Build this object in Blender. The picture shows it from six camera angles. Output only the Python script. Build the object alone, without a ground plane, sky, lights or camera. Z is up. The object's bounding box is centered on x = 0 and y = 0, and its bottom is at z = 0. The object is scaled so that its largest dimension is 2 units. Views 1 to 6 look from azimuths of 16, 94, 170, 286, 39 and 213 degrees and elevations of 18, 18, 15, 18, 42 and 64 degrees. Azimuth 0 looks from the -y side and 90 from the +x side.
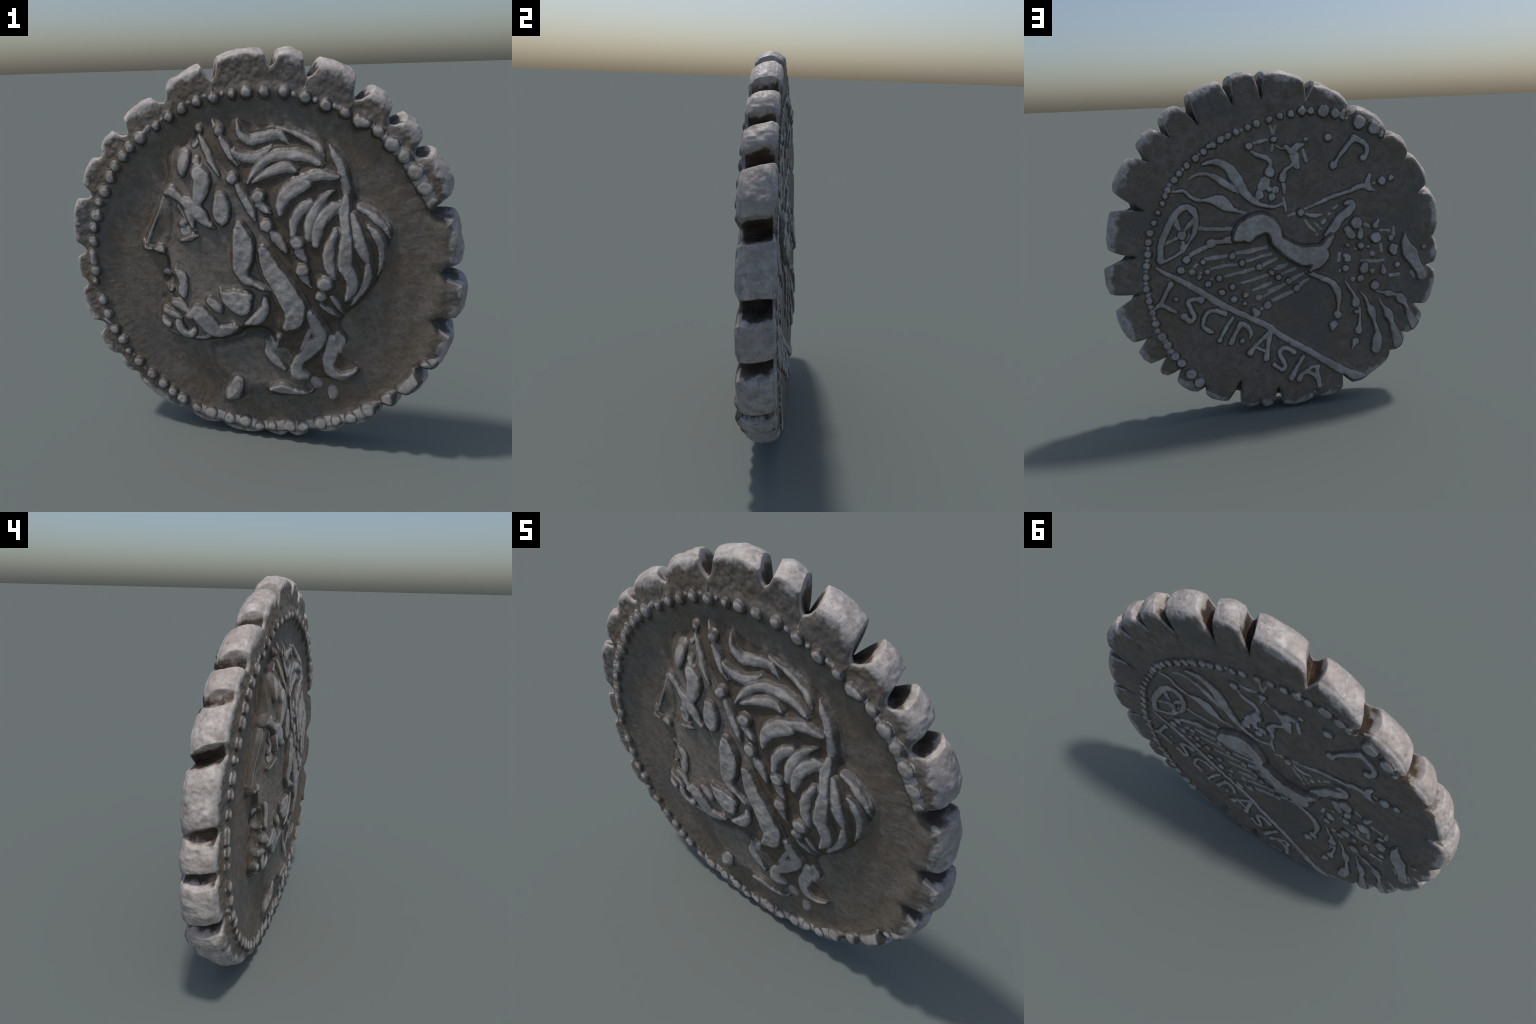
"""Serrated ancient silver coin standing on its edge.

The coin is one closed surface: two struck faces (obverse portrait, reverse chariot
scene) and a notched edge.  Every raised detail is a stroke (a spine with a varying
half-width) stamped on the face as relief; the finished surface is then separated
into named parts whose borders coincide and which share the whole coin's normals.
All drawing coordinates are millimetres in the coin's own plane (u right, v up,
seen from the obverse); heights are millimetres above the face they stand on.
"""
import bpy, math
import numpy as np
from mathutils import Matrix

for o in list(bpy.data.objects):
    bpy.data.objects.remove(o)

MM = 0.001
GRID = 720           # cells across each face
EDGE_ROWS = 30       # rows across the thickness
TILT = math.atan(0.045)   # the coin leans a little
YAW = math.atan(0.020)
CENTRE = (0.0, 0.0, 1.0)

# ------------------------------------------------------------------ small helpers
def smooth(a, b, x):
    t = np.clip((x - a) / (b - a), 0, 1)
    return t * t * (3 - 2 * t)

def _hash(i, j, k):
    n = (i.astype(np.int64) * 374761393 + j.astype(np.int64) * 668265263 + k.astype(np.int64) * 2147483647)
    n = (n ^ (n >> 13)) * 1274126177
    n = n & 0x7fffffff
    n = (n ^ (n >> 16)) & 0xffff
    return n / 65535.0

def noise(x, y, z, scale, seed=0):
    """value noise, -1..1"""
    x = x / scale + 17.3 * seed; y = y / scale + 5.1 * seed; z = z / scale - 9.7 * seed
    i, j, k = np.floor(x), np.floor(y), np.floor(z)
    fx, fy, fz = x - i, y - j, z - k
    fx, fy, fz = [f * f * (3 - 2 * f) for f in (fx, fy, fz)]
    i, j, k = i.astype(np.int64), j.astype(np.int64), k.astype(np.int64)
    r = 0
    for a in (0, 1):
        wa = fx if a else 1 - fx
        for b in (0, 1):
            wb = fy if b else 1 - fy
            for c in (0, 1):
                wc = fz if c else 1 - fz
                r = r + wa * wb * wc * _hash(i + a, j + b, k + c)
    return 2 * r - 1

def catmull(points, n=5):
    p = np.array(points, float)
    if len(p) < 3:
        return p
    q = np.vstack([2 * p[0] - p[1], p, 2 * p[-1] - p[-2]])
    out = []
    for i in range(1, len(q) - 2):
        for t in np.arange(n) / n:
            a, b, c, d = q[i - 1], q[i], q[i + 1], q[i + 2]
            out.append(0.5 * (2 * b + (c - a) * t + (2 * a - 5 * b + 4 * c - d) * t ** 2 + (3 * b - a - 3 * c + d) * t ** 3))
    out.append(p[-1])
    out = np.array(out)
    out[:, 2] = np.maximum(out[:, 2], p[:, 2].min())
    return out

def periodic(table):
    """piecewise-linear function of the angle in degrees from (angle, value) pairs"""
    a = np.array([t[0] for t in table], float); v = np.array([t[1] for t in table], float)
    a = np.concatenate([a - 360, a, a + 360]); v = np.concatenate([v, v, v])
    return lambda deg: np.interp(deg, a, v)

# ------------------------------------------------------------------ the notched edge
# (angle on obverse, radius of its floor there, angle on reverse, floor there, half-width)
NOTCHES = [
    (1.0, 880, 1.7, 815, 54), (19.7, 870, 20.5, 804, 55), (36.5, 912, 38.0, 880, 46),
    (47.4, 917, 49.3, 870, 44), (58.4, 911, 60.2, 834, 48), (72.6, 914, 75.0, 850, 44),
    (83.3, 926, 85.9, 846, 36), (100.4, 885, 102.9, 856, 40), (117.3, 873, 120.3, 842, 44),
    (134.1, 874, 136.9, 884, 42), (145.4, 922, 148.0, 915, 38), (159.2, 902, 162.4, 890, 42),
    (178.4, 914, 180.2, 942, 40), (189.5, 942, 191.1, 922, 38), (204.8, 940, 207.0, 914, 42),
    (216.7, 972, 218.5, 955, 30), (224.7, 972, 226.7, 975, 30), (245.2, 958, 246.8, 908, 44),
    (257.0, 971, 259.2, 930, 40), (272.0, 967, 273.4, 866, 46), (279.5, 985, 280.1, 948, 24),
    (287.5, 955, 289.4, 842, 46), (298.1, 969, 301.6, 938, 40), (311.7, 947, 313.3, 914, 42),
    (318.2, 946, 320.5, 912, 40), (329.2, 930, 330.0, 900, 42), (345.4, 886, 347.0, 838, 52)]
# outermost radius of the flan round the coin
ENVELOPE_TABLE = [(0, 985), (5, 958), (15, 958), (27, 982), (42, 980), (54, 982), (63, 992), (80, 994), (92, 982), (106, 950),
                     (120, 922), (135, 940), (147, 960), (168, 988), (183, 978), (195, 1002), (210, 1020), (220, 1010),
                     (235, 1008), (250, 998), (265, 988), (277, 990), (292, 988), (304, 996), (316, 1002), (327, 1008),
                     (336, 1000), (350, 985)]
ENVELOPE = periodic(ENVELOPE_TABLE)
OBVERSE_RING = periodic([(0, 874), (12, 880), (23, 888), (33, 877), (48, 862), (65, 838), (84, 822), (100, 810), (120, 803), (135, 813),
                         (155, 827), (174, 852), (190, 875), (208, 888), (228, 908), (242, 930), (270, 938), (296, 945),
                         (315, 955), (328, 948), (340, 905), (350, 880)])
REVERSE_RING = periodic([(3, 748), (17, 729), (29, 716), (46, 708), (61, 702), (72, 706), (88, 732), (98, 766), (110, 815),
                         (125, 852), (135, 880), (160, 960), (200, 1000), (240, 990), (290, 960), (305, 925), (318, 870),
                         (328, 842), (343, 800)])

def outline(deg, t):
    """radius (m) of the flan at an angle; t = 0 on the obverse, 1 on the reverse"""
    R = ENVELOPE(deg) * MM
    th_prev = None
    cut = np.zeros_like(R)
    order = [(a + (b - a) * t, ra + (rb - ra) * t, w) for a, ra, b, rb, w in NOTCHES]
    for a, floor, w in order:
        d = np.abs((deg - a + 180) % 360 - 180) * math.pi / 180 * R
        depth = np.maximum(R - floor * MM, 0.005)
        q = np.clip(d / (w * MM), 0, 1)
        vee = (1 - q) ** 1.3                      # sharp cut on the reverse
        wide = np.clip(d / (w * MM * (1.25 if 100 < a < 235 else 1.12)), 0, 1)
        bowl = 0.5 * (1 - smooth(0.30, 1.0, wide)) + 0.5 * (1 - wide)    # wider, slanting file mark elsewhere
        k = min(1.0, max(0.0, (t - 0.55) / 0.45))
        cut = np.maximum(cut, depth * (vee * k + bowl * (1 - k)))
        shoulder = np.clip(d / (w * MM * 2.6), 0, 1)
        cut = np.maximum(cut, (0.018 + 0.014 * (2 * t - 1) ** 2) * (1 - shoulder) ** 2)
    return R - cut, cut

def tooth_index(deg, t):
    ang = np.sort(np.array([(a + (b - a) * t) % 360 for a, _, b, _, _ in NOTCHES]))
    return np.searchsorted(ang, deg % 360) % len(ang)

# ------------------------------------------------------------------ drawing tables
PARTS = {'obverse': [], 'reverse': []}
GROOVES = {'obverse': [], 'reverse': []}

def part(name, parent, side, height, *strokes):
    PARTS[side].append((name, parent, height * MM, [catmull(s) * MM for s in strokes]))

def groove(side, depth, stroke):
    GROOVES[side].append((depth * MM, catmull(stroke) * MM))

# ---- obverse and reverse relief: name, parent, face, height, spines of (u, v, half-width)
part('hair_lock', 'portrait_head', 'obverse', 13, [(-51, 692, 6),(-37, 644, 15),(6, 611, 22),(66, 618, 22),(136, 631, 19),(170, 612, 11),(187, 594, 3)])
part('hair_lock', 'portrait_head', 'obverse', 11, [(137, 664, 7),(188, 649, 12),(239, 634, 18),(290, 607, 19),(324, 578, 17),(346, 546, 7)])
part('hair_lock', 'portrait_head', 'obverse', 13, [(-70, 570, 9),(-29, 543, 21),(25, 533, 24),(73, 551, 18),(106, 579, 8)])
part('hair_lock', 'portrait_head', 'obverse', 15, [(3, 420, 9),(36, 477, 17),(91, 527, 22),(150, 546, 24),(219, 548, 25),(276, 539, 22),(315, 523, 19),(339, 508, 10)])
part('hair_lock', 'portrait_head', 'obverse', 15, [(26, 422, 7),(72, 455, 18),(132, 480, 22),(179, 495, 25),(214, 484, 16),(239, 473, 6)])
part('hair_lock', 'portrait_head', 'obverse', 15, [(207, 430, 15),(276, 451, 21),(333, 463, 25),(378, 456, 21),(409, 454, 16)])
part('hair_lock', 'portrait_head', 'obverse', 16, [(153, 281, 12),(162, 341, 29),(190, 383, 36),(236, 413, 35),(280, 423, 20)])
part('hair_lock', 'portrait_head', 'obverse', 15, [(211, 186, 15),(220, 247, 22),(247, 303, 26),(291, 337, 19)])
part('hair_lock', 'portrait_head', 'obverse', 15, [(283, 176, 17),(290, 244, 25),(317, 310, 25),(351, 357, 19),(398, 394, 8)])
part('hair_lock', 'portrait_head', 'obverse', 15, [(318, 148, 18),(325, 215, 27),(351, 270, 31),(391, 313, 28),(425, 331, 18)])
part('hair_lock', 'portrait_head', 'obverse', 16, [(452, 367, 17),(444, 308, 28),(446, 250, 28),(455, 190, 27),(454, 112, 36),(452, 50, 35),(474, 1, 34),(489, -42, 32),(484, -87, 27),(459, -129, 11)])
part('hair_lock', 'portrait_head', 'obverse', 15, [(405, 208, 17),(390, 164, 21),(379, 121, 27),(379, 59, 27),(389, 16, 22),(404, -18, 9)])
part('hair_lock', 'portrait_head', 'obverse', 14, [(481, 290, 13),(499, 226, 21),(518, 167, 25),(524, 138, 28),(543, 90, 22),(561, 60, 9)])
part('hair_lock', 'portrait_head', 'obverse', 13, [(512, 318, 15),(558, 296, 20),(603, 257, 22),(632, 223, 17),(647, 180, 6)])
part('hair_lock', 'portrait_head', 'obverse', 13, [(554, 232, 13),(583, 203, 19),(607, 157, 20),(615, 128, 18),(622, 85, 16),(613, 36, 11),(602, -3, 4)])
part('hair_lock', 'portrait_head', 'obverse', 14, [(558, 49, 17),(560, -4, 21),(547, -62, 21),(519, -109, 19),(484, -161, 7)])
part('hair_lock', 'portrait_head', 'obverse', 12, [(373, 585, 8),(396, 552, 18),(425, 503, 20),(442, 447, 21),(454, 407, 25),(456, 382, 19)])
part('hair_lock', 'portrait_head', 'obverse', 20, [(71, 106, 30),(103, 25, 47),(145, -43, 57),(187, -119, 60),(217, -189, 59),(213, -244, 46),(178, -288, 24)])
part('hair_lock', 'portrait_head', 'obverse', 15, [(76, -384, 16),(136, -342, 13),(96, -396, 25),(84, -448, 26),(113, -489, 27),(153, -521, 17),(175, -540, 4)])
part('hair_lock', 'portrait_head', 'obverse', 15, [(290, -206, 16),(316, -265, 31),(335, -318, 34),(348, -352, 25),(310, -391, 40),(272, -442, 31),(239, -471, 28),(218, -517, 32),(227, -560, 29),(265, -574, 17),(284, -579, 6)])
part('hair_lock', 'portrait_head', 'obverse', 14, [(396, -359, 27),(391, -423, 31),(376, -482, 30),(386, -531, 28),(431, -562, 25),(481, -541, 20),(518, -508, 11)])
part('hair_lock', 'portrait_head', 'obverse', 10, [(423, -326, 16),(443, -369, 20),(434, -421, 11)])
part('hair_lock', 'portrait_head', 'obverse', 10, [(393, -644, 18),(397, -670, 24),(393, -693, 15)])
part('hair_lock', 'portrait_head', 'obverse', 8, [(305, -604, 17),(321, -628, 19)])
part('hair_lock', 'portrait_head', 'obverse', 10, [(292, -306, 12),(273, -357, 16),(247, -409, 10)])
part('diadem_strap', 'portrait_head', 'obverse', 13, [(-228, 626, 12),(-205, 583, 17),(-182, 542, 16),(-160, 501, 11),(-130, 453, 5)])
part('diadem_strap', 'portrait_head', 'obverse', 13, [(-122, 620, 12),(-99, 590, 19),(-77, 544, 15),(-47, 503, 6)])
part('diadem_strap', 'portrait_head', 'obverse', 13, [(-40, 410, 15),(-15, 360, 21),(14, 300, 19),(33, 249, 8)])
part('diadem_strap', 'portrait_head', 'obverse', 13, [(57, 324, 20),(82, 304, 19),(105, 284, 8)])
part('diadem_strap', 'portrait_head', 'obverse', 12, [(113, 192, 12),(134, 167, 22),(158, 138, 20),(178, 105, 10)])
part('diadem_strap', 'portrait_head', 'obverse', 12, [(239, 111, 21),(254, 87, 20),(271, 62, 8)])
part('diadem_strap', 'portrait_head', 'obverse', 12, [(261, -11, 22),(277, -39, 14),(295, -68, 5)])
part('ribbon', 'portrait_head', 'obverse', 11, [(394, -116, 12),(419, -161, 13),(452, -217, 5)])
part('ribbon', 'portrait_head', 'obverse', 10, [(339, -160, 7),(383, -191, 15),(425, -229, 6)])
part('diadem_pearl', 'portrait_head', 'obverse', 14, [(-234, 659, 18)])
part('diadem_pearl', 'portrait_head', 'obverse', 15, [(-132, 654, 22)])
part('diadem_pearl', 'portrait_head', 'obverse', 17, [(-67, 444, 27)])
part('diadem_pearl', 'portrait_head', 'obverse', 17, [(52, 362, 33)])
part('diadem_pearl', 'portrait_head', 'obverse', 17, [(86, 226, 31)])
part('diadem_pearl', 'portrait_head', 'obverse', 17, [(229, 149, 31)])
part('diadem_pearl', 'portrait_head', 'obverse', 17, [(256, 18, 33)])
part('diadem_pearl', 'portrait_head', 'obverse', 18, [(361, -49, 37)])
part('diadem_pearl', 'portrait_head', 'obverse', 15, [(342, -115, 26)])
part('ribbon', 'portrait_head', 'obverse', 8, [(-167, 696, 5),(-153, 668, 9),(-142, 645, 7)])
part('ear', 'portrait_head', 'obverse', 17, [(-129, 350, 30),(-125, 311, 42),(-126, 268, 40),(-124, 240, 22)])
part('sideburn', 'portrait_head', 'obverse', 22, [(-40, 215, 26),(-30, 166, 49),(-25, 142, 55),(-27, 91, 57),(-35, 39, 51),(-43, -1, 38),(-22, -45, 27),(21, -63, 21),(58, -82, 15),(93, -91, 6)])
part('forehead_curl', 'portrait_head', 'obverse', 16, [(-307, 536, 34),(-315, 494, 29),(-319, 446, 10)])
part('forehead_curl', 'portrait_head', 'obverse', 16, [(-232, 465, 37),(-216, 432, 45),(-231, 377, 38),(-249, 328, 27)])
part('forehead_curl', 'portrait_head', 'obverse', 11, [(-245, 516, 18),(-237, 503, 14)])
part('forehead_curl', 'portrait_head', 'obverse', 9, [(-260, 588, 14),(-244, 603, 11)])
part('brow', 'portrait_head', 'obverse', 16, [(-418, 364, 22),(-383, 369, 26),(-334, 330, 21),(-290, 306, 34),(-247, 276, 37),(-205, 229, 22),(-166, 204, 6)], [(-299, 269, 25),(-278, 203, 12)])
part('eyelid', 'portrait_head', 'obverse', 9, [(-356, 296, 6),(-326, 245, 9),(-274, 186, 9)])
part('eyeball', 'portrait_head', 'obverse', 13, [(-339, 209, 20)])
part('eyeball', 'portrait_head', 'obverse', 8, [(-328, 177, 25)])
part('eyelid', 'portrait_head', 'obverse', 13, [(-351, 125, 10),(-304, 145, 16),(-255, 161, 6)])
part('nose_flank', 'portrait_head', 'obverse', 5, [(-417, 304, 21),(-439, 242, 37),(-464, 169, 48),(-487, 108, 47),(-483, 82, 36)])
part('nose', 'portrait_head', 'obverse', 10, [(-441, 325, 10),(-468, 263, 13),(-503, 189, 14),(-532, 127, 14),(-546, 101, 16)])
part('nostril', 'portrait_head', 'obverse', 17, [(-568, 97, 12),(-552, 73, 21),(-523, 66, 17)])
part('nostril', 'portrait_head', 'obverse', 17, [(-477, 62, 30)])
part('lip', 'portrait_head', 'obverse', 12, [(-459, -64, 19)])
part('lip', 'portrait_head', 'obverse', 12, [(-447, -129, 19),(-427, -142, 13)])
part('moustache', 'portrait_head', 'obverse', 14, [(-392, -36, 14),(-362, -69, 25),(-357, -110, 22),(-365, -146, 25),(-359, -175, 11)])
part('beard_curl', 'portrait_head', 'obverse', 14, [(-415, -211, 20),(-377, -225, 27),(-347, -246, 16)])
part('beard_curl', 'portrait_head', 'obverse', 14, [(-476, -257, 19),(-427, -278, 22),(-382, -293, 9)])
part('beard_curl', 'portrait_head', 'obverse', 12, [(-494, -325, 18),(-460, -346, 18)])
part('beard_curl', 'portrait_head', 'obverse', 14, [(-397, -325, 23),(-383, -371, 27),(-349, -392, 26),(-319, -366, 17),(-316, -342, 8)])
part('beard_curl', 'portrait_head', 'obverse', 8, [(-484, -375, 7),(-449, -397, 10),(-410, -408, 7)])
part('beard_curl', 'portrait_head', 'obverse', 8, [(-339, -423, 12),(-278, -414, 19),(-237, -388, 11)])
part('beard_curl', 'portrait_head', 'obverse', 16, [(-329, -273, 25),(-291, -230, 22),(-269, -264, 49),(-234, -307, 49),(-182, -353, 40),(-119, -340, 39),(-87, -336, 27),(-92, -306, 13)])
part('beard_curl', 'portrait_head', 'obverse', 15, [(-212, -181, 24),(-178, -207, 27),(-158, -235, 10)])
part('beard_curl', 'portrait_head', 'obverse', 19, [(-158, -109, 6),(-135, -134, 21),(-100, -162, 47),(-61, -174, 66),(-52, -206, 38)], [(-60, -165, 57),(-17, -138, 29)])
part('beard_curl', 'portrait_head', 'obverse', 14, [(71, -141, 14),(68, -199, 24),(26, -253, 30),(-25, -286, 14)])
part('neck_muscle', 'portrait_head', 'obverse', 11, [(-92, -636, 26),(-124, -714, 47),(-150, -759, 30)])
part('neck_truncation', 'portrait_head', 'obverse', 16, [(87, -668, 16),(145, -653, 36),(191, -662, 27),(271, -672, 12),(301, -653, 5)])
part('border_bead', None, 'obverse', 15, [(82, 815, 21)])
part('border_bead', None, 'obverse', 15, [(1, 814, 24)])
part('border_bead', None, 'obverse', 15, [(-64, 809, 18)])
part('border_bead', None, 'obverse', 15, [(-152, 794, 23)])
part('border_bead', None, 'obverse', 15, [(-233, 775, 21)])
part('border_bead', None, 'obverse', 15, [(-307, 745, 22)])
part('border_bead', None, 'obverse', 15, [(-376, 711, 22)])
part('border_bead', None, 'obverse', 15, [(-445, 671, 20)])
part('border_bead', None, 'obverse', 15, [(-530, 614, 27)])
part('border_bead', None, 'obverse', 15, [(-592, 568, 22)])
part('border_bead', None, 'obverse', 15, [(-632, 522, 24)])
part('border_bead', None, 'obverse', 15, [(-681, 474, 24)])
part('border_bead', None, 'obverse', 15, [(-714, 419, 27)])
part('border_bead', None, 'obverse', 15, [(-756, 347, 27)])
part('border_bead', None, 'obverse', 15, [(-795, 287, 18)])
part('border_bead', None, 'obverse', 15, [(-817, 219, 28)])
part('border_bead', None, 'obverse', 15, [(-841, 156, 22)])
part('border_bead', None, 'obverse', 15, [(-855, 79, 24)])
part('border_bead', None, 'obverse', 15, [(-871, 12, 17),(-868, -31, 19)])
part('border_bead', None, 'obverse', 15, [(-863, -78, 26)])
part('border_bead', None, 'obverse', 15, [(-872, -140, 19)])
part('border_bead', None, 'obverse', 15, [(-841, -246, 25)])
part('border_bead', None, 'obverse', 15, [(-821, -324, 26)])
part('border_bead', None, 'obverse', 15, [(-790, -413, 27)])
part('border_bead', None, 'obverse', 15, [(-750, -472, 27)])
part('border_bead', None, 'obverse', 15, [(-723, -540, 19)])
part('border_bead', None, 'obverse', 15, [(-668, -601, 27)])
part('border_bead', None, 'obverse', 15, [(-599, -673, 28)])
part('border_bead', None, 'obverse', 15, [(-538, -726, 27)])
part('border_bead', None, 'obverse', 15, [(-485, -772, 27)])
part('border_bead', None, 'obverse', 15, [(-431, -810, 32)])
part('border_bead', None, 'obverse', 12, [(-351, -858, 25)])
part('border_bead', None, 'obverse', 12, [(-270, -879, 33)])
part('border_bead', None, 'obverse', 12, [(-164, -902, 30)])
part('border_bead', None, 'obverse', 12, [(-73, -908, 32)])
part('border_bead', None, 'obverse', 12, [(6, -926, 25)])
part('border_bead', None, 'obverse', 12, [(74, -913, 24)])
part('border_bead', None, 'obverse', 12, [(172, -902, 32)])
part('border_bead', None, 'obverse', 12, [(245, -892, 29)])
part('border_bead', None, 'obverse', 12, [(333, -856, 34)])
part('border_bead', None, 'obverse', 12, [(419, -828, 28)])
part('border_bead', None, 'obverse', 12, [(491, -798, 31)])
part('border_bead', None, 'obverse', 12, [(579, -736, 36)])
part('border_bead', None, 'obverse', 12, [(673, -662, 37)])
part('border_bead', None, 'obverse', 12, [(740, -591, 32),(796, -519, 36)])
part('border_bead', None, 'obverse', 12, [(836, -451, 26)])
part('border_bead', None, 'obverse', 15, [(170, 813, 23)])
part('border_bead', None, 'obverse', 15, [(262, 788, 24)])
part('border_bead', None, 'obverse', 15, [(351, 755, 25)])
part('border_bead', None, 'obverse', 15, [(435, 725, 24)])
part('border_bead', None, 'obverse', 15, [(493, 688, 27),(527, 680, 18)])
part('border_bead', None, 'obverse', 11, [(574, 646, 22)])
part('border_bead', None, 'obverse', 11, [(634, 591, 31)])
part('border_bead', None, 'obverse', 11, [(687, 542, 29)])
part('border_bead', None, 'obverse', 11, [(735, 477, 33)])
part('border_bead', None, 'obverse', 11, [(778, 406, 31)])
part('border_bead', None, 'obverse', 11, [(819, 341, 27)])
part('border_band', None, 'obverse', 5, [(-363, -858, 19),(-270, -879, 23),(-164, -902, 22),(-73, -911, 23),(6, -926, 22),(74, -915, 22),(172, -903, 24),(245, -892, 24),(333, -857, 25),(419, -829, 25),(491, -799, 25),(579, -738, 27),(615, -706, 18)])
part('border_band', None, 'obverse', 5, [(649, -681, 23),(711, -625, 25)])
part('border_band', None, 'obverse', 5, [(731, -601, 26),(768, -558, 32),(812, -503, 29)])
part('border_band', None, 'obverse', 5, [(802, -483, 21),(866, -433, 22)])
part('border_band', None, 'obverse', 5, [(710, 504, 22),(735, 477, 26),(778, 406, 26),(819, 341, 24),(837, 313, 14)])
part('border_band', None, 'obverse', 5, [(598, 627, 15),(634, 591, 23),(687, 542, 23)])
part('border_link', None, 'obverse', 8, [(-110, 812, 9)])
part('border_link', None, 'obverse', 8, [(-195, 802, 7)])
part('border_link', None, 'obverse', 8, [(-277, 773, 7)])
part('border_link', None, 'obverse', 8, [(-486, 659, 10),(-514, 641, 6)])
part('border_link', None, 'obverse', 8, [(-417, 699, 7)])
part('border_link', None, 'obverse', 8, [(215, 802, 10)])
part('border_link', None, 'obverse', 8, [(306, 777, 11)])
part('border_link', None, 'obverse', 8, [(391, 749, 10),(413, 744, 8)])
part('border_link', None, 'obverse', 8, [(-839, -365, 10),(-817, -378, 10)])
part('border_link', None, 'obverse', 8, [(-696, -562, 10)])
part('border_link', None, 'obverse', 8, [(-639, -643, 9)])
part('border_link', None, 'obverse', 8, [(549, 669, 10)])
part('border_link', None, 'obverse', 8, [(604, 621, 15)])
part('border_bead', None, 'reverse', 13, [(24, 734, 20)])
part('border_bead', None, 'reverse', 13, [(96, 714, 21)])
part('border_bead', None, 'reverse', 13, [(145, 696, 20)])
part('border_bead', None, 'reverse', 13, [(213, 674, 19)])
part('border_bead', None, 'reverse', 13, [(259, 656, 20)])
part('border_bead', None, 'reverse', 13, [(299, 640, 21)])
part('border_bead', None, 'reverse', 13, [(342, 613, 20),(369, 606, 15)])
part('border_bead', None, 'reverse', 13, [(398, 579, 19)])
part('border_bead', None, 'reverse', 13, [(445, 546, 22)])
part('border_bead', None, 'reverse', 13, [(495, 509, 21)])
part('border_bead', None, 'reverse', 13, [(539, 469, 20)])
part('border_bead', None, 'reverse', 13, [(569, 435, 20)])
part('border_bead', None, 'reverse', 13, [(608, 384, 19)])
part('border_bead', None, 'reverse', 13, [(625, 352, 17)])
part('border_bead', None, 'reverse', 13, [(643, 313, 17)])
part('border_bead', None, 'reverse', 13, [(671, 265, 16)])
part('border_bead', None, 'reverse', 13, [(698, 210, 18)])
part('border_bead', None, 'reverse', 13, [(723, 156, 21)])
part('border_bead', None, 'reverse', 13, [(737, 103, 21)])
part('border_bead', None, 'reverse', 13, [(747, 40, 23)])
part('border_bead', None, 'reverse', 13, [(759, -28, 22)])
part('border_bead', None, 'reverse', 13, [(769, -93, 20)])
part('border_bead', None, 'reverse', 13, [(773, -160, 22)])
part('border_bead', None, 'reverse', 13, [(766, -231, 22)])
part('border_bead', None, 'reverse', 13, [(754, -300, 22)])
part('border_bead', None, 'reverse', 13, [(743, -366, 24)])
part('border_bead', None, 'reverse', 13, [(714, -448, 29)])
part('border_bead', None, 'reverse', 13, [(688, -504, 27)])
part('border_bead', None, 'reverse', 13, [(651, -576, 27)])
part('border_bead', None, 'reverse', 13, [(619, -624, 27)])
part('border_bead', None, 'reverse', 13, [(569, -699, 34)])
part('border_bead', None, 'reverse', 13, [(526, -761, 33)])
part('border_bead', None, 'reverse', 13, [(-37, 749, 20)])
part('border_bead', None, 'reverse', 13, [(-100, 759, 22)])
part('border_bead', None, 'reverse', 13, [(-164, 771, 24)])
part('border_bead', None, 'reverse', 13, [(-214, 769, 22)])
part('border_bead', None, 'reverse', 13, [(-286, 765, 35)])
part('border_bead', None, 'reverse', 13, [(-352, 750, 27)])
part('border_bead', None, 'reverse', 13, [(-403, 739, 29)])
part('border_bead', None, 'reverse', 13, [(-492, 693, 37)])
part('border_bead', None, 'reverse', 13, [(-577, 656, 35)])
part('border_bead', None, 'reverse', 13, [(-622, 620, 19)])
part('border_link', None, 'reverse', 8, [(743, 70, 10)])
part('border_link', None, 'reverse', 8, [(754, 3, 10)])
part('border_link', None, 'reverse', 8, [(765, -61, 10)])
part('border_link', None, 'reverse', 8, [(771, -126, 11)])
part('border_link', None, 'reverse', 8, [(769, -199, 14)])
part('border_link', None, 'reverse', 8, [(761, -267, 14)])
part('border_link', None, 'reverse', 8, [(749, -333, 13)])
part('border_link', None, 'reverse', 8, [(732, -407, 14)])
part('border_link', None, 'reverse', 8, [(699, -477, 17)])
part('border_link', None, 'reverse', 8, [(671, -541, 16)])
part('border_link', None, 'reverse', 8, [(423, 563, 8)])
part('border_link', None, 'reverse', 8, [(517, 489, 7)])
part('border_link', None, 'reverse', 8, [(594, 409, 8)])
part('border_link', None, 'reverse', 8, [(182, 684, 6)])
part('exergue_line', None, 'reverse', 10, [(708, -46, 7),(656, -84, 12),(588, -129, 16),(484, -204, 19),(377, -288, 22),(305, -336, 18),(212, -393, 17),(130, -444, 19),(76, -479, 20),(48, -509, 17),(-42, -576, 20),(-141, -645, 20),(-242, -719, 22),(-345, -790, 26),(-422, -838, 31),(-490, -860, 23)])
part('letter', None, 'reverse', 13, [(638, -147, 19)], [(641, -150, 15),(666, -189, 14),(695, -243, 15),(706, -262, 17)], [(735, -279, 9),(706, -262, 16),(669, -282, 13),(627, -313, 13)], [(643, -118, 3),(641, -134, 7)])
part('letter_dot', None, 'reverse', 12, [(616, -238, 14)])
part('letter', None, 'reverse', 13, [(476, -262, 21)], [(476, -262, 15),(519, -251, 16),(551, -267, 16),(536, -314, 16),(524, -355, 17),(548, -384, 15),(576, -347, 19)], [(579, -345, 22)])
part('letter', None, 'reverse', 13, [(345, -360, 19),(394, -334, 14),(438, -336, 14),(469, -375, 15),(473, -421, 15),(441, -453, 17),(427, -457, 13)], [(343, -330, 4),(344, -350, 8)])
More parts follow.
